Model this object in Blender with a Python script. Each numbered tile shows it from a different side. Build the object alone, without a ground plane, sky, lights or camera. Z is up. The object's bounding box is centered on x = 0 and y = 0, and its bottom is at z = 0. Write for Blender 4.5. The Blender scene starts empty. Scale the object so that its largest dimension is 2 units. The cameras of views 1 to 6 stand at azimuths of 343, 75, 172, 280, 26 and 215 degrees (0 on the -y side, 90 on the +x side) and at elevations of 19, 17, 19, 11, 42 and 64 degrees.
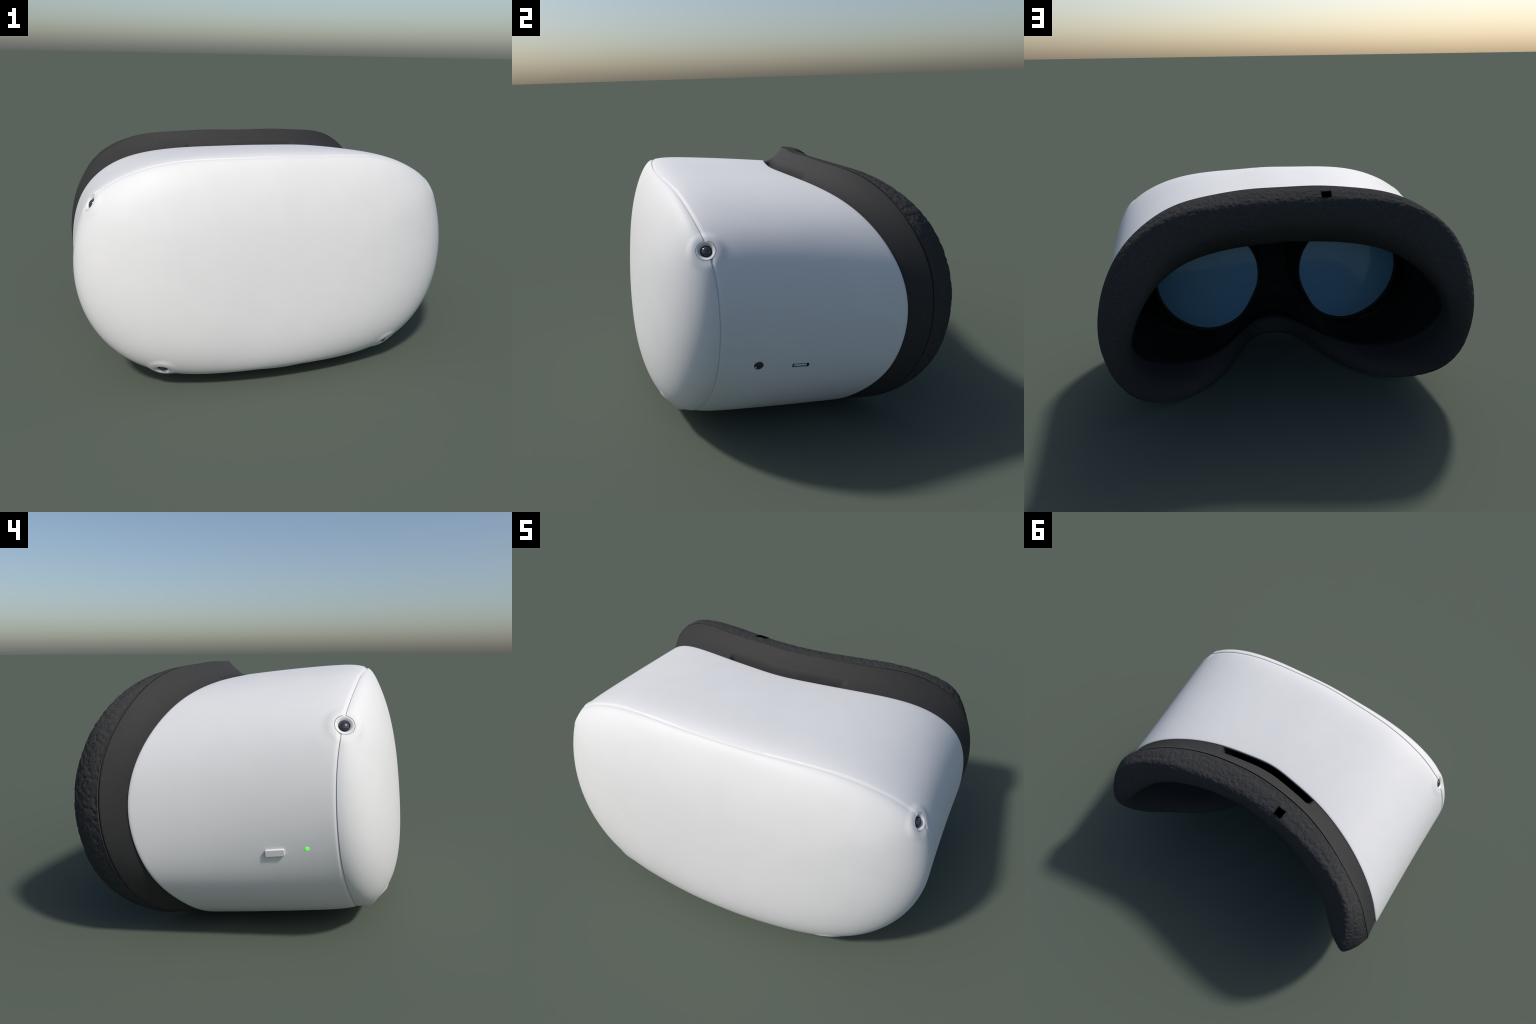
"""White VR headset without strap: white front cover and body shell, dark face gasket with foam cushion,
eye shroud with two lenses, four corner tracking cameras, side ports, button and status light."""
import bpy, bmesh, math
import numpy as np
from mathutils import Matrix, Vector

# ------------------------------------------------------------------ loops
# Every cross-section loop runs round the y axis and is mirror-symmetric: (radius from the axis at z=ZC, y) at
# fixed angles from top centre to bottom centre, smoothed as a uniform cubic B-spline.
ZC = 0.62
ANGLES = np.array([0, .309, .581, .808, 1.002, 1.178, 1.35, 1.524, 1.699, 1.872, 2.045, 2.22, 2.409, 2.624, 2.871, math.pi])
SEAM = [(0.541, -0.541), (0.561, -0.531), (0.641, -0.518), (0.757, -0.495), (0.871, -0.466), (0.968, -0.426), (0.988, -0.403), (0.997, -0.405), (0.994, -0.42), (0.97, -0.446), (0.916, -0.486), (0.844, -0.504), (0.739, -0.538), (0.622, -0.599), (0.547, -0.637), (0.526, -0.641)]
RIM = [(0.506, 0.096), (0.525, 0.122), (0.592, 0.148), (0.689, 0.2), (0.799, 0.273), (0.884, 0.346), (0.944, 0.408), (0.977, 0.442), (1.007, 0.421), (1.028, 0.349), (0.981, 0.252), (0.921, 0.172), (0.82, 0.081), (0.678, -0.047), (0.609, -0.435), (0.588, -0.525)]
LIP = [(0.575, 0.226), (0.611, 0.246), (0.678, 0.275), (0.797, 0.355), (0.876, 0.433), (0.935, 0.487), (0.967, 0.543), (0.99, 0.555), (1.011, 0.542), (1.019, 0.494), (1.004, 0.418), (0.936, 0.271), (0.797, 0.238), (0.677, 0.036), (0.612, -0.381), (0.59, -0.462)]
CREST = [(0.513, 0.377), (0.537, 0.389), (0.621, 0.414), (0.729, 0.462), (0.843, 0.525), (0.9, 0.608), (0.872, 0.684), (0.885, 0.712), (0.907, 0.699), (0.937, 0.654), (0.937, 0.579), (0.916, 0.44), (0.814, 0.323), (0.68, 0.112), (0.616, -0.332), (0.592, -0.404)]
INNER = [(0.278, 0.265), (0.284, 0.265), (0.313, 0.252), (0.37, 0.255), (0.467, 0.297), (0.606, 0.378), (0.714, 0.474), (0.799, 0.529), (0.866, 0.495), (0.898, 0.358), (0.902, 0.228), (0.823, 0.146), (0.662, 0.112), (0.571, -0.113), (0.512, -0.379), (0.494, -0.44)]


def loop(table, n):
    t = np.array(table)
    half = np.stack([t[:, 0] * np.sin(ANGLES), t[:, 1], ZC + t[:, 0] * np.cos(ANGLES)], 1)
    half[0, 0] = half[-1, 0] = 0
    c = np.vstack([half, half[::-1][1:-1] * [-1, 1, 1]])
    m = len(c)
    s = np.arange(n) / n * m
    i = s.astype(int)
    f = (s - i)[:, None]
    p = [c[(i + k) % m] for k in (-1, 0, 1, 2)]
    return ((1 - f) ** 3 * p[0] + (3 * f ** 3 - 6 * f ** 2 + 4) * p[1] + (-3 * f ** 3 + 3 * f ** 2 + 3 * f + 1) * p[2] + f ** 3 * p[3]) / 6


def unit(v):
    return v / (np.linalg.norm(v, axis=-1, keepdims=True) + 1e-12)


def outward(l):
    """In-plane outward normal (x, z) of a loop, y = 0."""
    t = np.roll(l, -1, 0) - np.roll(l, 1, 0)
    n = np.stack([-t[:, 2], np.zeros(len(l)), t[:, 0]], 1)
    n = unit(n)
    s = np.sign((n * (l - [0, 0, ZC])).sum(1))
    return n * np.median(s)


def smooth(x, a, b):
    t = np.clip((x - a) / (b - a), 0, 1)
    return t * t * (3 - 2 * t)


# ------------------------------------------------------------------ materials
def material(name, colour, rough, coat=0.0, spec=0.5, grain=None, bump=None, tint=0.03):
    m = bpy.data.materials.new(name)
    m.use_nodes = True
    nt = m.node_tree
    b = nt.nodes["Principled BSDF"]
    b.inputs["Base Color"].default_value = (*colour, 1)
    b.inputs["Roughness"].default_value = rough
    b.inputs["Specular IOR Level"].default_value = spec
    b.inputs["Coat Weight"].default_value = coat
    tc = nt.nodes.new("ShaderNodeTexCoord")
    if grain:
        n = nt.nodes.new("ShaderNodeTexNoise")
        n.inputs["Scale"].default_value = grain
        n.inputs["Detail"].default_value = 4
        nt.links.new(tc.outputs["Object"], n.inputs["Vector"])
        r = nt.nodes.new("ShaderNodeValToRGB")
        r.color_ramp.elements[0].position = .3
        r.color_ramp.elements[1].position = .7
        r.color_ramp.elements[0].color = (*[c * (1 - tint) for c in colour], 1)
        r.color_ramp.elements[1].color = (*[min(1, c * (1 + tint)) for c in colour], 1)
        nt.links.new(n.outputs["Fac"], r.inputs["Fac"])
        nt.links.new(r.outputs["Color"], b.inputs["Base Color"])
    if bump:
        n = nt.nodes.new("ShaderNodeTexNoise")
        n.inputs["Scale"].default_value = bump[0]
        n.inputs["Detail"].default_value = 3
        nt.links.new(tc.outputs["Object"], n.inputs["Vector"])
        bp = nt.nodes.new("ShaderNodeBump")
        bp.inputs["Strength"].default_value = bump[1]
        bp.inputs["Distance"].default_value = bump[2]
        nt.links.new(n.outputs["Fac"], bp.inputs["Height"])
        nt.links.new(bp.outputs["Normal"], b.inputs["Normal"])
    return m


WHITE = material("white_plastic", (.645, .645, .645), .58, spec=.4, grain=9, tint=.012)
COVER_WHITE = material("white_cover_plastic", (.645, .645, .645), .58, spec=.4, grain=9, tint=.012)
GREY = material("dark_grey_plastic", (.031, .031, .031), .75, spec=.2, grain=40, tint=.05)
FOAM = material("foam_fabric", (.047, .047, .047), .95, spec=.0, grain=160, tint=.25, bump=(75, .5, .004))
BLACK = material("black_void", (.002, .002, .002), .9, spec=.0)
SHROUD = material("shroud_plastic", (.010, .010, .011), .75, spec=.2)
CAM_BLACK = material("camera_barrel", (.02, .02, .022), .35)
CAM_GLASS = material("camera_glass", (.03, .03, .04), .08, coat=.6)
LENS = material("eye_lens_glass", (.11, .24, .38), .12, coat=.5)
JACK = material("jack_barrel", (.10, .105, .12), .4)
GOLD = material("gold_contact", (.55, .38, .06), .3)
GOLD.node_tree.nodes["Principled BSDF"].inputs["Metallic"].default_value = .9
LED = material("green_light", (.1, .9, .05), .4)
_b = LED.node_tree.nodes["Principled BSDF"]
_b.inputs["Emission Color"].default_value = (.10, 1.0, .05, 1)
_b.inputs["Emission Strength"].default_value = .8

# ------------------------------------------------------------------ mesh helpers
root = bpy.data.objects.new("vr_headset", None)
bpy.context.scene.collection.objects.link(root)
root["label"] = "white virtual reality headset with dark grey foam face gasket"
root["category"] = "vr headset"


def add(name, verts, faces, mat, parent=root, angle=40):
    me = bpy.data.meshes.new(name)
    me.from_pydata([tuple(map(float, v)) for v in verts], [], faces)
    me.materials.append(mat)
    me.update()
    ob = bpy.data.objects.new(name, me)
    bpy.context.scene.collection.objects.link(ob)
    ob.parent = parent
    finish(ob, angle)
    return ob


def finish(ob, angle=40):
    me = ob.data
    bm = bmesh.new()
    bm.from_mesh(me)
    bmesh.ops.remove_doubles(bm, verts=bm.verts, dist=1e-6)
    bm.to_mesh(me)
    bm.free()
    me.shade_smooth()
    if angle:
        me.set_sharp_from_angle(angle=math.radians(angle))


def grid_faces(rows, n, closed=False, flip=False, base=0):
    """Quads of `rows` loops of n points each."""
    out = []
    last = rows if closed else rows - 1
    for r in range(last):
        r2 = (r + 1) % rows
        for c in range(n):
            c2 = (c + 1) % n
            q = (base + r * n + c, base + r * n + c2, base + r2 * n + c2, base + r2 * n + c)
            out.append(q[::-1] if flip else q)
    return out


def outward_fix(ob):
    bm = bmesh.new()
    bm.from_mesh(ob.data)
    bmesh.ops.recalc_face_normals(bm, faces=bm.faces)
    bm.to_mesh(ob.data)
    bm.free()


def slanted(normal):
    """Frame on the side wall whose long axis runs along the body, rear end 6 degrees lower."""
    n = Vector(normal).normalized()
    x = Vector((0, math.cos(math.radians(6)), -math.sin(math.radians(6))))
    x = (x - n * x.dot(n)).normalized()
    return Matrix((x, n.cross(x), n)).transposed()


def frame_for(normal, up=(0, 0, 1)):
    n = Vector(normal).normalized()
    x = Vector(up).cross(n).normalized()
    y = n.cross(x)
    return Matrix((x, y, n)).transposed()


def lathe(profile, centre, normal, n=64):
    m = frame_for(normal)
    vs = []
    for r, h in profile:
        for k in range(n):
            a = 2 * math.pi * k / n
            vs.append(Vector(centre) + m @ Vector((r * math.cos(a), r * math.sin(a), h)))
    return vs, grid_faces(len(profile), n)


def tool_prism(outline, centre, normal, depth, proud=.05, frame=frame_for):
    m = frame(normal)
    n = len(outline)
    vs = [Vector(centre) + m @ Vector((x, y, proud)) for x, y in outline] + [Vector(centre) + m @ Vector((x, y, -depth)) for x, y in outline]
    fs = [tuple(range(n)), tuple(range(2 * n - 1, n - 1, -1))] + [(k, n + k, n + (k + 1) % n, (k + 1) % n) for k in range(n)]
    me = bpy.data.meshes.new("cutter")
    me.from_pydata([tuple(v) for v in vs], [], fs)
    ob = bpy.data.objects.new("cutter", me)
    bpy.context.scene.collection.objects.link(ob)
    outward_fix(ob)
    return ob


def cut(ob, cutters, angle=40):
    for c in cutters:
        md = ob.modifiers.new("cut", "BOOLEAN")
        md.operation = "DIFFERENCE"
        md.solver = "MANIFOLD"
        md.object = c
    dg = bpy.context.evaluated_depsgraph_get()
    me = bpy.data.meshes.new_from_object(ob.evaluated_get(dg))
    mats = [m for m in ob.data.materials]
    ob.modifiers.clear()
    ob.data = me
    me.materials.clear()
    me.materials.append(mats[0])
    me.polygons.foreach_set("material_index", [0] * len(me.polygons))
    me.shade_smooth()
    me.set_sharp_from_angle(angle=math.radians(angle))


def circle(r, n=64):
    return [(r * math.cos(2 * math.pi * k / n), r * math.sin(2 * math.pi * k / n)) for k in range(n)]


def rounded_rect(w, h, r, n=6):
    out = []
    for cx, cy, a0 in ((w / 2 - r, h / 2 - r, 0), (-w / 2 + r, h / 2 - r, 90), (-w / 2 + r, -h / 2 + r, 180), (w / 2 - r, -h / 2 + r, 270)):
        for k in range(n + 1):
            a = math.radians(a0 + 90 * k / n)
            out.append((cx + r * math.cos(a), cy + r * math.sin(a)))
    return out


# ------------------------------------------------------------------ white shell
N = 720
A, B = loop(SEAM, N), loop(RIM, N)
RA, RB = outward(A), outward(B)
COVER_Z = .58
theta = np.arange(N) * 2 * math.pi / N
BULGE = .010 + .006 * np.cos(theta) + .010 * np.cos(2 * theta) - .001 * np.cos(4 * theta)
fold = np.degrees(np.minimum(theta, 2 * math.pi - theta))
BULGE = BULGE + .008 * np.exp(-((fold - 132) / 20) ** 2) + .002 * np.exp(-((fold - 52) / 18) ** 2)
rad_c = A - [0, 0, COVER_Z]
rad_c[:, 1] = 0
rad_c = unit(rad_c)

CAM_UP, CAM_UP_N = np.array([.893, -.428, .959]), np.array([.87, -.25, .42])
CAM_LOW, CAM_LOW_N = np.array([.618, -.615, .127]), np.array([.30, -.75, -.60])
CAMERAS = []


def crown(u):
    """Body wall swells just behind the seam and then runs straight to the rim."""
    return 1.05 * (1 - np.exp(-u / .07)) * (1 - u * u)


def flatten_at_cameras(P):
    """Flat round facet in the shell under each corner camera."""
    shape = P.shape
    P = P.reshape(-1, 3).copy()
    for c, n in CAMERAS:
        d = P - c
        h = d @ n
        lat = np.linalg.norm(d - h[:, None] * n, axis=1)
        w = (1 - smooth(lat, .042, .085)) * (np.abs(h) < .06)
        P -= (w * h)[:, None] * n
    return P.reshape(shape)


def cover_outer(rr):
    x = A[None, :, 0] * rr[:, None]
    z = COVER_Z + (A[None, :, 2] - COVER_Z) * rr[:, None]
    dz = z - COVER_Z
    front = -.703 + .034 * x ** 2 + .091 * dz + .113 * dz ** 2 - .021 * x ** 4
    side = np.sin(theta) ** 2
    n = 4.294 - .791 * side                                            # rounding of the cover's edge
    h = np.maximum(0, 1 - rr[:, None] ** n[None]) ** (1 / (1.727 + .282 * side))[None]
    y = A[None, :, 1] + (front - A[None, :, 1]) * h
    return np.stack([x, y, z], -1)


# seat each camera on the smooth shell and turn it part of the way to the shell's own normal
s_ = cover_outer(np.linspace(.75, 1, 60))
wall = A[None] + (B - A)[None] * np.linspace(.01, .3, 30)[:, None, None] + crown(np.linspace(.01, .3, 30))[:, None, None] * (BULGE[:, None] * rad_c)[None]
skin = np.concatenate([s_.reshape(-1, 3), wall.reshape(-1, 3)])
for c, n, keep, lift in ((CAM_UP, CAM_UP_N, .35, -.002), (CAM_LOW, CAM_LOW_N, .55, .002)):
    near = skin[((skin - c) ** 2).sum(1).argsort()[:400]]
    near = skin[((skin - near.mean(0)) ** 2).sum(1) < .05 ** 2]
    fit = np.linalg.svd(near - near.mean(0), full_matrices=False)[2][2]
    fit *= np.sign(fit @ n)
    n = unit(unit(n) * keep + fit * (1 - keep))
    d = skin - c
    lat = np.linalg.norm(d - (d @ n)[:, None] * n, axis=1)
    sel = (lat < .03) & (np.abs(d @ n) < .15)
    c = c + n * ((d @ n)[sel].mean() + lift)
    for k in (1, -1):
        CAMERAS.append((c * [k, 1, 1], unit(n * [k, 1, 1])))

body_t = unit(B - A)                       # run of the body shell from seam to rim
s = np.linspace(0, 1, 90)
rr = np.sin(s * math.pi / 2)
rr = rr[1:]
G = flatten_at_cameras(cover_outer(rr))
Af = flatten_at_cameras(A)
edge = [Af + body_t * .0012 - RA * .0012, Af + body_t * .0022 - RA * .0042, Af + body_t * .0016 - RA * .012, A - RA * .035]
inner = []
for k in (.93, .8, .55, .25):
    q = cover_outer(np.array([k]))[0]
    inner.append(np.stack([q[:, 0] * .96, q[:, 1] + .035, COVER_Z + (q[:, 2] - COVER_Z) * .96], 1))
rows = list(G) + edge + inner
V = np.concatenate(rows)
nr = len(rows)
F = grid_faces(nr, N)
c0 = cover_outer(np.array([0.0]))[0, 0]
V = np.vstack([V, c0, c0 + [0, .035, 0]])
i0, i1 = len(V) - 2, len(V) - 1
F += [(i0, (k + 1) % N, k) for k in range(N)]
F += [(i1, (nr - 1) * N + k, (nr - 1) * N + (k + 1) % N) for k in range(N)]
cover = add("front_cover", V, F, COVER_WHITE)
outward_fix(cover)

rows = [A + body_t * .003 - RA * .035, Af + body_t * .0024 - RA * .012, Af + body_t * .0027 - RA * .0042, Af + body_t * .0060 - RA * .0024, Af + body_t * .0095 - RA * .0008]
lenAB = np.linalg.norm(B - A, axis=1)[:, None]
for u in np.concatenate([[.02, .03, .04, .055, .07, .085, .1, .12], np.linspace(.14, .985, 50)]):
    rows.append(A + (B - A) * u + crown(u) * (BULGE[:, None] * rad_c))
rows += [B - body_t * .003 - RB * .0004, B - body_t * .0008 - RB * .0015, B - RB * .004, B - RB * .018]
rows = rows[:5] + [flatten_at_cameras(r) for r in rows[5:]]
for u in (.95, .7, .4, .12):
    rows.append(A + (B - A) * u - RA * .035)
V = np.concatenate(rows)
body = add("body_shell", V, grid_faces(len(rows), N, closed=True), WHITE)
outward_fix(body)


def on_body(side, y, z):
    """Point of the outer side wall and its outward normal."""
    u = np.linspace(.02, .98, 80)[:, None, None]
    S = A[None] + (B - A)[None] * u + crown(u) * (BULGE[:, None] * rad_c)[None]
    d = (S[..., 1] - y) ** 2 + (S[..., 2] - z) ** 2 + (S[..., 0] * side < 0) * 9
    i, j = np.unravel_index(d.argmin(), d.shape)
    du = S[min(i + 1, 79), j] - S[max(i - 1, 0), j]
    dv = S[i, (j + 1) % N] - S[i, j - 1]
    n = unit(np.cross(du, dv))
    if n[0] * side < 0:
        n = -n
    return S[i, j], n


# ------------------------------------------------------------------ corner cameras
cutters = [tool_prism(circle(.0415), c, n, .05) for c, n in CAMERAS]
for c, n in CAMERAS:
    dish, f = lathe([(.0395, -.03), (.0402, -.004), (.0400, -.0015), (.0385, 0.0), (.0350, -.0003), (.0315, -.0022), (.0285, -.0050), (.0255, -.0080), (.0232, -.0105), (.0225, -.02)], c, n)
    cam = add("tracking_camera", dish, f, WHITE)
    ring, f = lathe([(.0234, -.0205), (.0233, -.0072), (.0226, -.0064), (.0218, -.0068), (.0213, -.0088), (.0206, -.0090), (.0202, -.0080), (.0195, -.0115)], c, n)
    add("camera_barrel", ring, f, CAM_BLACK, cam)
    dome = [(.0205, -.0140), (.0202, -.0080), (.0184, -.0045), (.0150, -.0016), (.0105, .0006), (.0052, .0019), (.0004, .0022)]
    gl, f = lathe(dome, c, n)
    add("camera_lens", gl, f, CAM_GLASS, cam)
cut(cover, cutters)

# ------------------------------------------------------------------ ports, button, status light
jack_p, jack_n = on_body(1, -.253, .458)
usb_p, usb_n = on_body(1, -.061, .430)
btn_p, btn_n = on_body(-1, -.164, .460)
led_p, led_n = on_body(-1, -.300, .479)
cut_body = cutters + [tool_prism(circle(.0210, 40), jack_p, jack_n, .032), tool_prism(rounded_rect(.076, .0205, .003), usb_p, usb_n, .032, frame=slanted)]
cut(body, cut_body)
for c in cutters + cut_body[4:]:
    try:
        bpy.data.objects.remove(c, do_unlink=True)
    except ReferenceError:
        pass

jack, f = lathe([(.0209, -.002), (.0207, -.0220), (.0001, -.0222)], jack_p, jack_n, 40)
jk = add("headphone_jack", jack, f, JACK)
for a in (225, 20):
    m = frame_for(jack_n)
    ca, sa = math.cos(math.radians(a)), math.sin(math.radians(a))
    vs = []
    for w in (-.0045, .0045):
        for r, h in ((.0206, -.003), (.0140, -.008), (.0125, -.0215), (.0206, -.0215)):
            vs.append(Vector(jack_p) + m @ Vector((r * ca - w * sa, r * sa + w * ca, h)))
    add("contact_spring", vs, [(0, 1, 2, 3), (7, 6, 5, 4), (0, 4, 5, 1), (1, 5, 6, 2), (2, 6, 7, 3), (3, 7, 4, 0)], GOLD, jk)


def box_on(p, n, w, h, z0, z1, name, mat, parent, bevel=.003):
    m = slanted(n)
    o = rounded_rect(w, h, min(w, h) * .16)
    o2 = rounded_rect(w - 2 * bevel, h - 2 * bevel, min(w, h) * .12)
    k = len(o)
    L = [[Vector(p) + m @ Vector((x, y, z0)) for x, y in o], [Vector(p) + m @ Vector((x, y, z1 - bevel)) for x, y in o],
         [Vector(p) + m @ Vector(((x + a) / 2 * 1.012, (y + b) / 2 * 1.02, z1 - bevel * .3)) for (x, y), (a, b) in zip(o, o2)],
         [Vector(p) + m @ Vector((x, y, z1)) for x, y in o2]]
    fs = grid_faces(4, k) + [tuple(range(3 * k, 4 * k))]
    ob = add(name, sum(L, []), fs, mat, parent, 12)
    outward_fix(ob)
    ob.data.set_sharp_from_angle(angle=math.radians(12))
    return ob


m = slanted(usb_n)
o = rounded_rect(.0756, .0201, .003)
k = len(o)
vs = [Vector(usb_p) + m @ Vector((x, y, -.005)) for x, y in o] + [Vector(usb_p) + m @ Vector((x, y, -.030)) for x, y in o]
port = add("usb_port", vs, grid_faces(2, k) + [tuple(range(k, 2 * k))], BLACK)
box_on(usb_p + np.array([0, 0, -.003]), usb_n, .058, .0075, -.030, -.005, "port_tongue", WHITE, port, .0012)
box_on(usb_p + np.array([0, 0, -.0092]), usb_n, .066, .0016, -.030, -.012, "port_contact", GOLD, port, .0008)
btn = box_on(btn_p, btn_n, .077, .029, -.01, .0095, "power_button", WHITE, root, .0018)
led, f = lathe([(.0086, -.004), (.0086, .0005), (.0076, .0010), (.0001, .0018)], led_p, led_n, 32)
add("status_light", led, f, LED)

# ------------------------------------------------------------------ face gasket frame
C = loop(LIP, N)
RC = outward(C)
dBC = C - B
L = np.linalg.norm(dBC, axis=1)[:, None]
P0 = B - body_t * .03 - RB * .020
P0b = B - body_t * .002 - RB * .0065
P1 = .55 * (B + body_t * .48 * L - RB * .010) + .45 * (B + C) / 2
P2 = C
rows = [B - body_t * .05 - RB * .06, P0]
us = np.linspace(0, 1, 26)
for u in us:
    rows.append((1 - u) ** 2 * P0b + 2 * u * (1 - u) * P1 + u * u * P2)
to_c = unit(rows[-1] - rows[-2])
rows[-1] = C - to_c * .006
rows += [C - to_c * .0015 - RC * .0005, C - RC * .002 + to_c * .0008, C - RC * .007 + to_c * .0012, C - RC * .03]
R = np.array(rows)
# vent recess along the top just behind the body rim
xx = np.abs(R[..., 0])
urow = np.concatenate([[0, 0], us, [1, 1, 1, 1]])[:, None]
top = (R[..., 2] > .9)
sink = (1 - smooth(xx, .280, .332)) * (1 - smooth(urow, .24, .46)) * top
R = R - sink[..., None] * np.array([0, .012, .10])
in_vent = sink > .92
faces_all = grid_faces(len(R), N)
vent_faces, frame_faces = [], []
flat = in_vent.ravel()
for q in faces_all:
    (vent_faces if all(flat[i] for i in q) else frame_faces).append(q)


def part(name, verts, faces, mat, parent=root, angle=40):
    used = sorted({i for q in faces for i in q})
    idx = {v: i for i, v in enumerate(used)}
    return add(name, verts[used], [tuple(idx[i] for i in q) for q in faces], mat, parent, angle)


RV = R.reshape(-1, 3)
gasket = part("gasket_frame", RV, frame_faces, GREY)
part("vent_slot", RV, vent_faces, BLACK, gasket)

# ------------------------------------------------------------------ foam cushion
M = 1500
Cf, D, Ee = loop(LIP, M), loop(CREST, M), loop(INNER, M)
rad = Cf - [0, 0, ZC]
rad[:, 1] = 0
rad = unit(rad)
BULK_ANGLE, BULK = [0, 25, 45, 62, 80, 100, 115, 130, 150, 180], [.05, .062, .075, .08, .06, .042, .045, .04, .02, .015]
tf = np.arange(M) / M * 30
turn = np.degrees(np.interp(np.minimum(tf, 30 - tf), np.arange(16), ANGLES))
bulk = np.interp(turn, BULK_ANGLE, BULK)[:, None]
bulk = sum(np.roll(bulk, k, 0) for k in range(-20, 21)) / 41
m1 = Cf * .45 + D * .55 + rad * (.016 + .002 * smooth(turn, 25, 55) * (1 - smooth(turn, 125, 150)))[:, None] + [0, .004, 0]
chord = Ee - D
cn = np.stack([-chord[:, 1], (chord * rad).sum(1)], 1)
cn = unit(cn) * np.where(cn[:, 1:] < 0, -1, 1)
m2 = D * .60 + Ee * .40 + (cn[:, :1] * rad + cn[:, 1:] * np.array([0, 1, 0])) * bulk
pts = [Cf - (m1 - Cf) * .5, Cf, m1, D, m2, Ee, Ee + np.array([0, -.1, 0])]


def catmull(p0, p1, p2, p3, f):
    return .5 * (2 * p1 + (p2 - p0) * f + (2 * p0 - 5 * p1 + 4 * p2 - p3) * f * f + (3 * p1 - p0 - 3 * p2 + p3) * f ** 3)


rows = []
for i in range(1, 5):
    for f in np.linspace(0, 1, (20, 26, 36, 28)[i - 1], endpoint=False):
        rows.append(catmull(*pts[i - 1:i + 3], f))
rows.append(Ee)
S = np.array(rows)
gap = unit(S[2] - S[0])
S[0] = S[0] + gap * .007 - rad * .0045
S[1] = S[0] + (S[2] - S[0]) * .5
# round the inner edge over into the opening
rE = outward(Ee)
tail = [Ee + rE * .006 - np.array([0, .012, 0]), Ee + rE * .02 - np.array([0, .02, 0]), Ee + rE * .04 - np.array([0, .02, 0])]
head = [Cf + gap * .004 - rad * .028, Cf + gap * .0045 - rad * .010]
S = np.concatenate([np.array(head), S, np.array(tail)])


def value_noise(P, freq, seed):
    rng = np.random.default_rng(seed)
    tab = rng.random(4096)
    q = P * freq
    i = np.floor(q).astype(np.int64)
    f = q - i
    f = f * f * (3 - 2 * f)
    out = 0
    for dx in (0, 1):
        for dy in (0, 1):
            for dz in (0, 1):
                h = ((i[..., 0] + dx) * 73856093 ^ (i[..., 1] + dy) * 19349663 ^ (i[..., 2] + dz) * 83492791) & 4095
                w = (f[..., 0] if dx else 1 - f[..., 0]) * (f[..., 1] if dy else 1 - f[..., 1]) * (f[..., 2] if dz else 1 - f[..., 2])
                out = out + tab[h] * w
    return out


du = np.roll(S, -1, 1) - np.roll(S, 1, 1)
dv = np.gradient(S, axis=0)
nrm = unit(np.cross(du, dv))
cen = S.mean((0, 1))
if ((nrm * (S - D[None])).sum(-1)).mean() < 0:
    nrm = -nrm
nz = value_noise(S, 66, 5) * .7 + value_noise(S, 140, 6) * .3
lump = -smooth(nz, .40, .66)                 # soft pits pressed into the fabric
amp = np.interp(np.arange(S.shape[0]), [0, 44, 60, S.shape[0]], [.0026, .0026, .0010, .0005])
amp[:3] = 0
amp[3:6] = .0006
amp[-5:] = 0
S0 = S.copy()
S = S + nrm * (lump * amp[:, None])[..., None]

# face sensor window: small black square let into the top of the foam
sp = np.array([-.217, .353, 1.178])
d = ((S0 - sp) ** 2).sum(-1)
i, j = np.unravel_index(d.argmin(), d.shape)
row_arc = np.concatenate([[0], np.cumsum(np.linalg.norm(np.diff(S0[:, j], axis=0), axis=1))])
col_step = np.linalg.norm(S0[i, (j + 1) % M] - S0[i, j])
K, hw = 9, .0275
patch = np.zeros((K, K, 3))
pn = np.zeros((K, K, 3))
for a in range(K):
    tgt = row_arc[i] + (a / (K - 1) - .5) * 2 * hw
    ri = np.interp(tgt, row_arc, np.arange(len(row_arc)))
    r0, fr = int(ri), ri - int(ri)
    for b in range(K):
        cj = j + (b / (K - 1) - .5) * 2 * hw / col_step
        c0_, fc = int(math.floor(cj)), cj - math.floor(cj)
        for dr, wr in ((0, 1 - fr), (1, fr)):
            for dc, wc in ((0, 1 - fc), (1, fc)):
                patch[a, b] += wr * wc * S0[r0 + dr, (c0_ + dc) % M]
                pn[a, b] += wr * wc * nrm[r0 + dr, (c0_ + dc) % M]
pn = unit(pn)
rim_ids = [b for b in range(K)] + [a * K + K - 1 for a in range(1, K)] + [(K - 1) * K + b for b in range(K - 2, -1, -1)] + [a * K for a in range(K - 2, 0, -1)]
# open the foam over the hole: drop the faces inside the square
inside = np.zeros(S.shape[:2], bool)
rr_lo, rr_hi = np.searchsorted(row_arc, row_arc[i] - hw), np.searchsorted(row_arc, row_arc[i] + hw)
cc = int(round(hw / col_step))
for c_ in range(j - cc, j + cc + 1):
    inside[rr_lo:rr_hi, c_ % M] = True
keep_faces = [q for q in grid_faces(len(S), M) if not all(inside[v // M, v % M] for v in q)]
foam = add("foam_cushion", S.reshape(-1, 3), keep_faces, FOAM, gasket, 0)
edge_pts, edge_n = patch.reshape(-1, 3)[rim_ids], pn[K // 2, K // 2]
nk = len(rim_ids)
V = np.concatenate([edge_pts + edge_n * .0015, edge_pts - edge_n * .13])
F = grid_faces(2, nk) + [tuple(range(nk, 2 * nk))]
sens = add("face_sensor_hole", V, F, BLACK, foam, 30)

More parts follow.
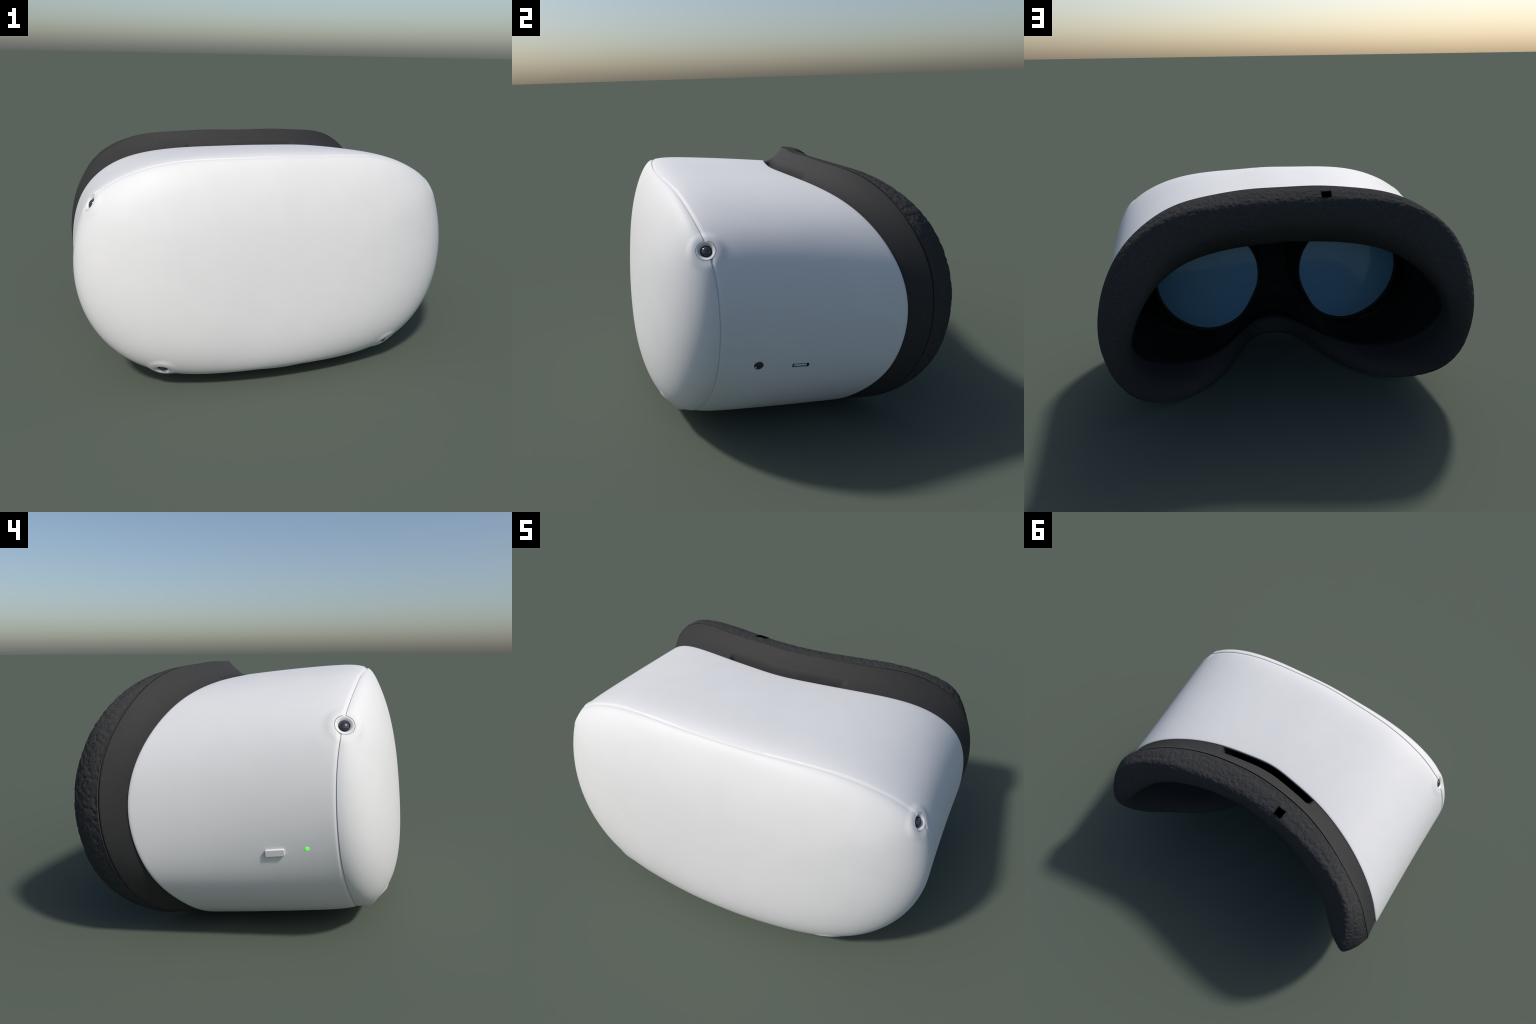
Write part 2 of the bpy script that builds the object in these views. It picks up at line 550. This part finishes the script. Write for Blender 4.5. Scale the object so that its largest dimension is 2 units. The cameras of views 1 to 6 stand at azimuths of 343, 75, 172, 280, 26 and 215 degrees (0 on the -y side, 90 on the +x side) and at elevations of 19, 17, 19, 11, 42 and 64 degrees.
# ------------------------------------------------------------------ eye shroud and lenses
E = loop(INNER, N)
RE = outward(E)
PLATE_Y = -.25
fw = np.array([0, -1, 0])
low_ = smooth(-E[:, 2], -.45, -.25)[:, None]
rows = [E + RE * .03 + fw * .012, E + RE * .006 + fw * .010, E - RE * .002 + fw * .013, E - RE * .005 + fw * .020, E - RE * .003 + fw * .027, E + RE * .012 + fw * .032, E + RE * .020 * (1 - low_) + fw * .045]
low = smooth(-E[:, 2], -.30, -.12)[:, None] * (1 - smooth(np.abs(E[:, 0]), .15, .5))[:, None]
floor = smooth(-E[:, 2], -.50, -.22)[:, None]
end = E - RE * (.015 + .035 * floor + .08 * low) + np.array([0, 0, .10]) * low
end[:, 1] = PLATE_Y + .09 * smooth(np.abs(end[:, 0]), .25, .6)
st = rows[-1]
for u in np.linspace(.06, 1, 18):
    p = st * (1 - u) + end * u + RE * .02 * math.sin(math.pi * u) * .6
    rows.append(p)
ctr = np.array([0, PLATE_Y, .58])
for k in (.8, .5, .2):
    rows.append(ctr + (end - ctr) * k)
V = np.vstack([np.concatenate(rows), ctr])
nr = len(rows)
F = grid_faces(nr, N) + [(len(V) - 1, (nr - 1) * N + k, (nr - 1) * N + (k + 1) % N) for k in range(N)]
shroud = add("eye_shroud", V, F, SHROUD, root, 60)

LENS_R = [.295, .30, .31, .32, .326, .314, .297, .290, .318, .328, .312, .298]   # every 30 degrees from the outer side, upward
LENS_C, LENS_TILT = np.array([.425, .03, .61]), .13
LENS_SHIFT = .010


def lens_outline(side, n=160):
    t = np.arange(n) / n * 12
    i = t.astype(int)
    f = t - i
    r = np.array(LENS_R)
    p = [r[(i + k) % 12] for k in (-1, 0, 1, 2)]
    rad_ = catmull(*p, f)
    a = t / 12 * 2 * math.pi
    return np.stack([side * rad_ * np.cos(a), np.zeros(n), rad_ * np.sin(a)], 1)


for side in (1, -1):
    o = lens_outline(side)
    c = LENS_C * [side, 1, 1]
    n = len(o)
    prof = [(1.75, PLATE_Y - .02), (1.60, -.15), (1.40, -.075), (1.20, -.025), (1.09, -.005), (1.055, .015), (1.045, .026), (1.035, .033), (1.02, .033), (1.008, .028), (.995, .018)]
    ph = np.arange(n) / n * 2 * math.pi
    flare = .2 + .8 * (.5 + .5 * np.cos(ph + math.radians(5))) ** 1.5          # cup widest at the outer lower side
    V = []
    for k, y in prof:
        ke = (1 + (k - 1) * flare)[:, None] if k > 1.06 else k
        q = o * ke
        V.append(np.stack([c[0] + q[:, 0], y + LENS_SHIFT + LENS_TILT * o[:, 2], c[2] + q[:, 2]], 1))
    V = np.concatenate(V)
    barrel = add("lens_barrel", V, grid_faces(len(prof), n), SHROUD, shroud, 60)
    prof = [(1.004, .022), (.9, .030), (.75, .038), (.55, .045), (.35, .049), (.15, .051), (.002, .0515)]
    V = np.concatenate([np.stack([c[0] + o[:, 0] * k, y + LENS_SHIFT + LENS_TILT * o[:, 2] * k, c[2] + o[:, 2] * k], 1) for k, y in prof])
    add("eye_lens", V, grid_faces(len(prof), n), LENS, shroud, 60)

for ob in list(bpy.data.objects):
    if ob.type == "MESH" and ob.name.startswith("cutter"):
        bpy.data.objects.remove(ob, do_unlink=True)

# the headset stands very slightly turned in its frame
YAW, ROLL, SHIFT = .0122, -.0055, .0057
pose = Matrix.Translation((SHIFT, 0, 0)) @ Matrix.Rotation(YAW, 4, "Z") @ Matrix.Translation((0, 0, .6)) @ Matrix.Rotation(-ROLL, 4, "Y") @ Matrix.Translation((0, 0, -.6))
root.matrix_world = pose
for ob in bpy.data.objects:
    if ob.type == "MESH" and ob.parent is not None:
        ob.matrix_parent_inverse = Matrix.Identity(4)
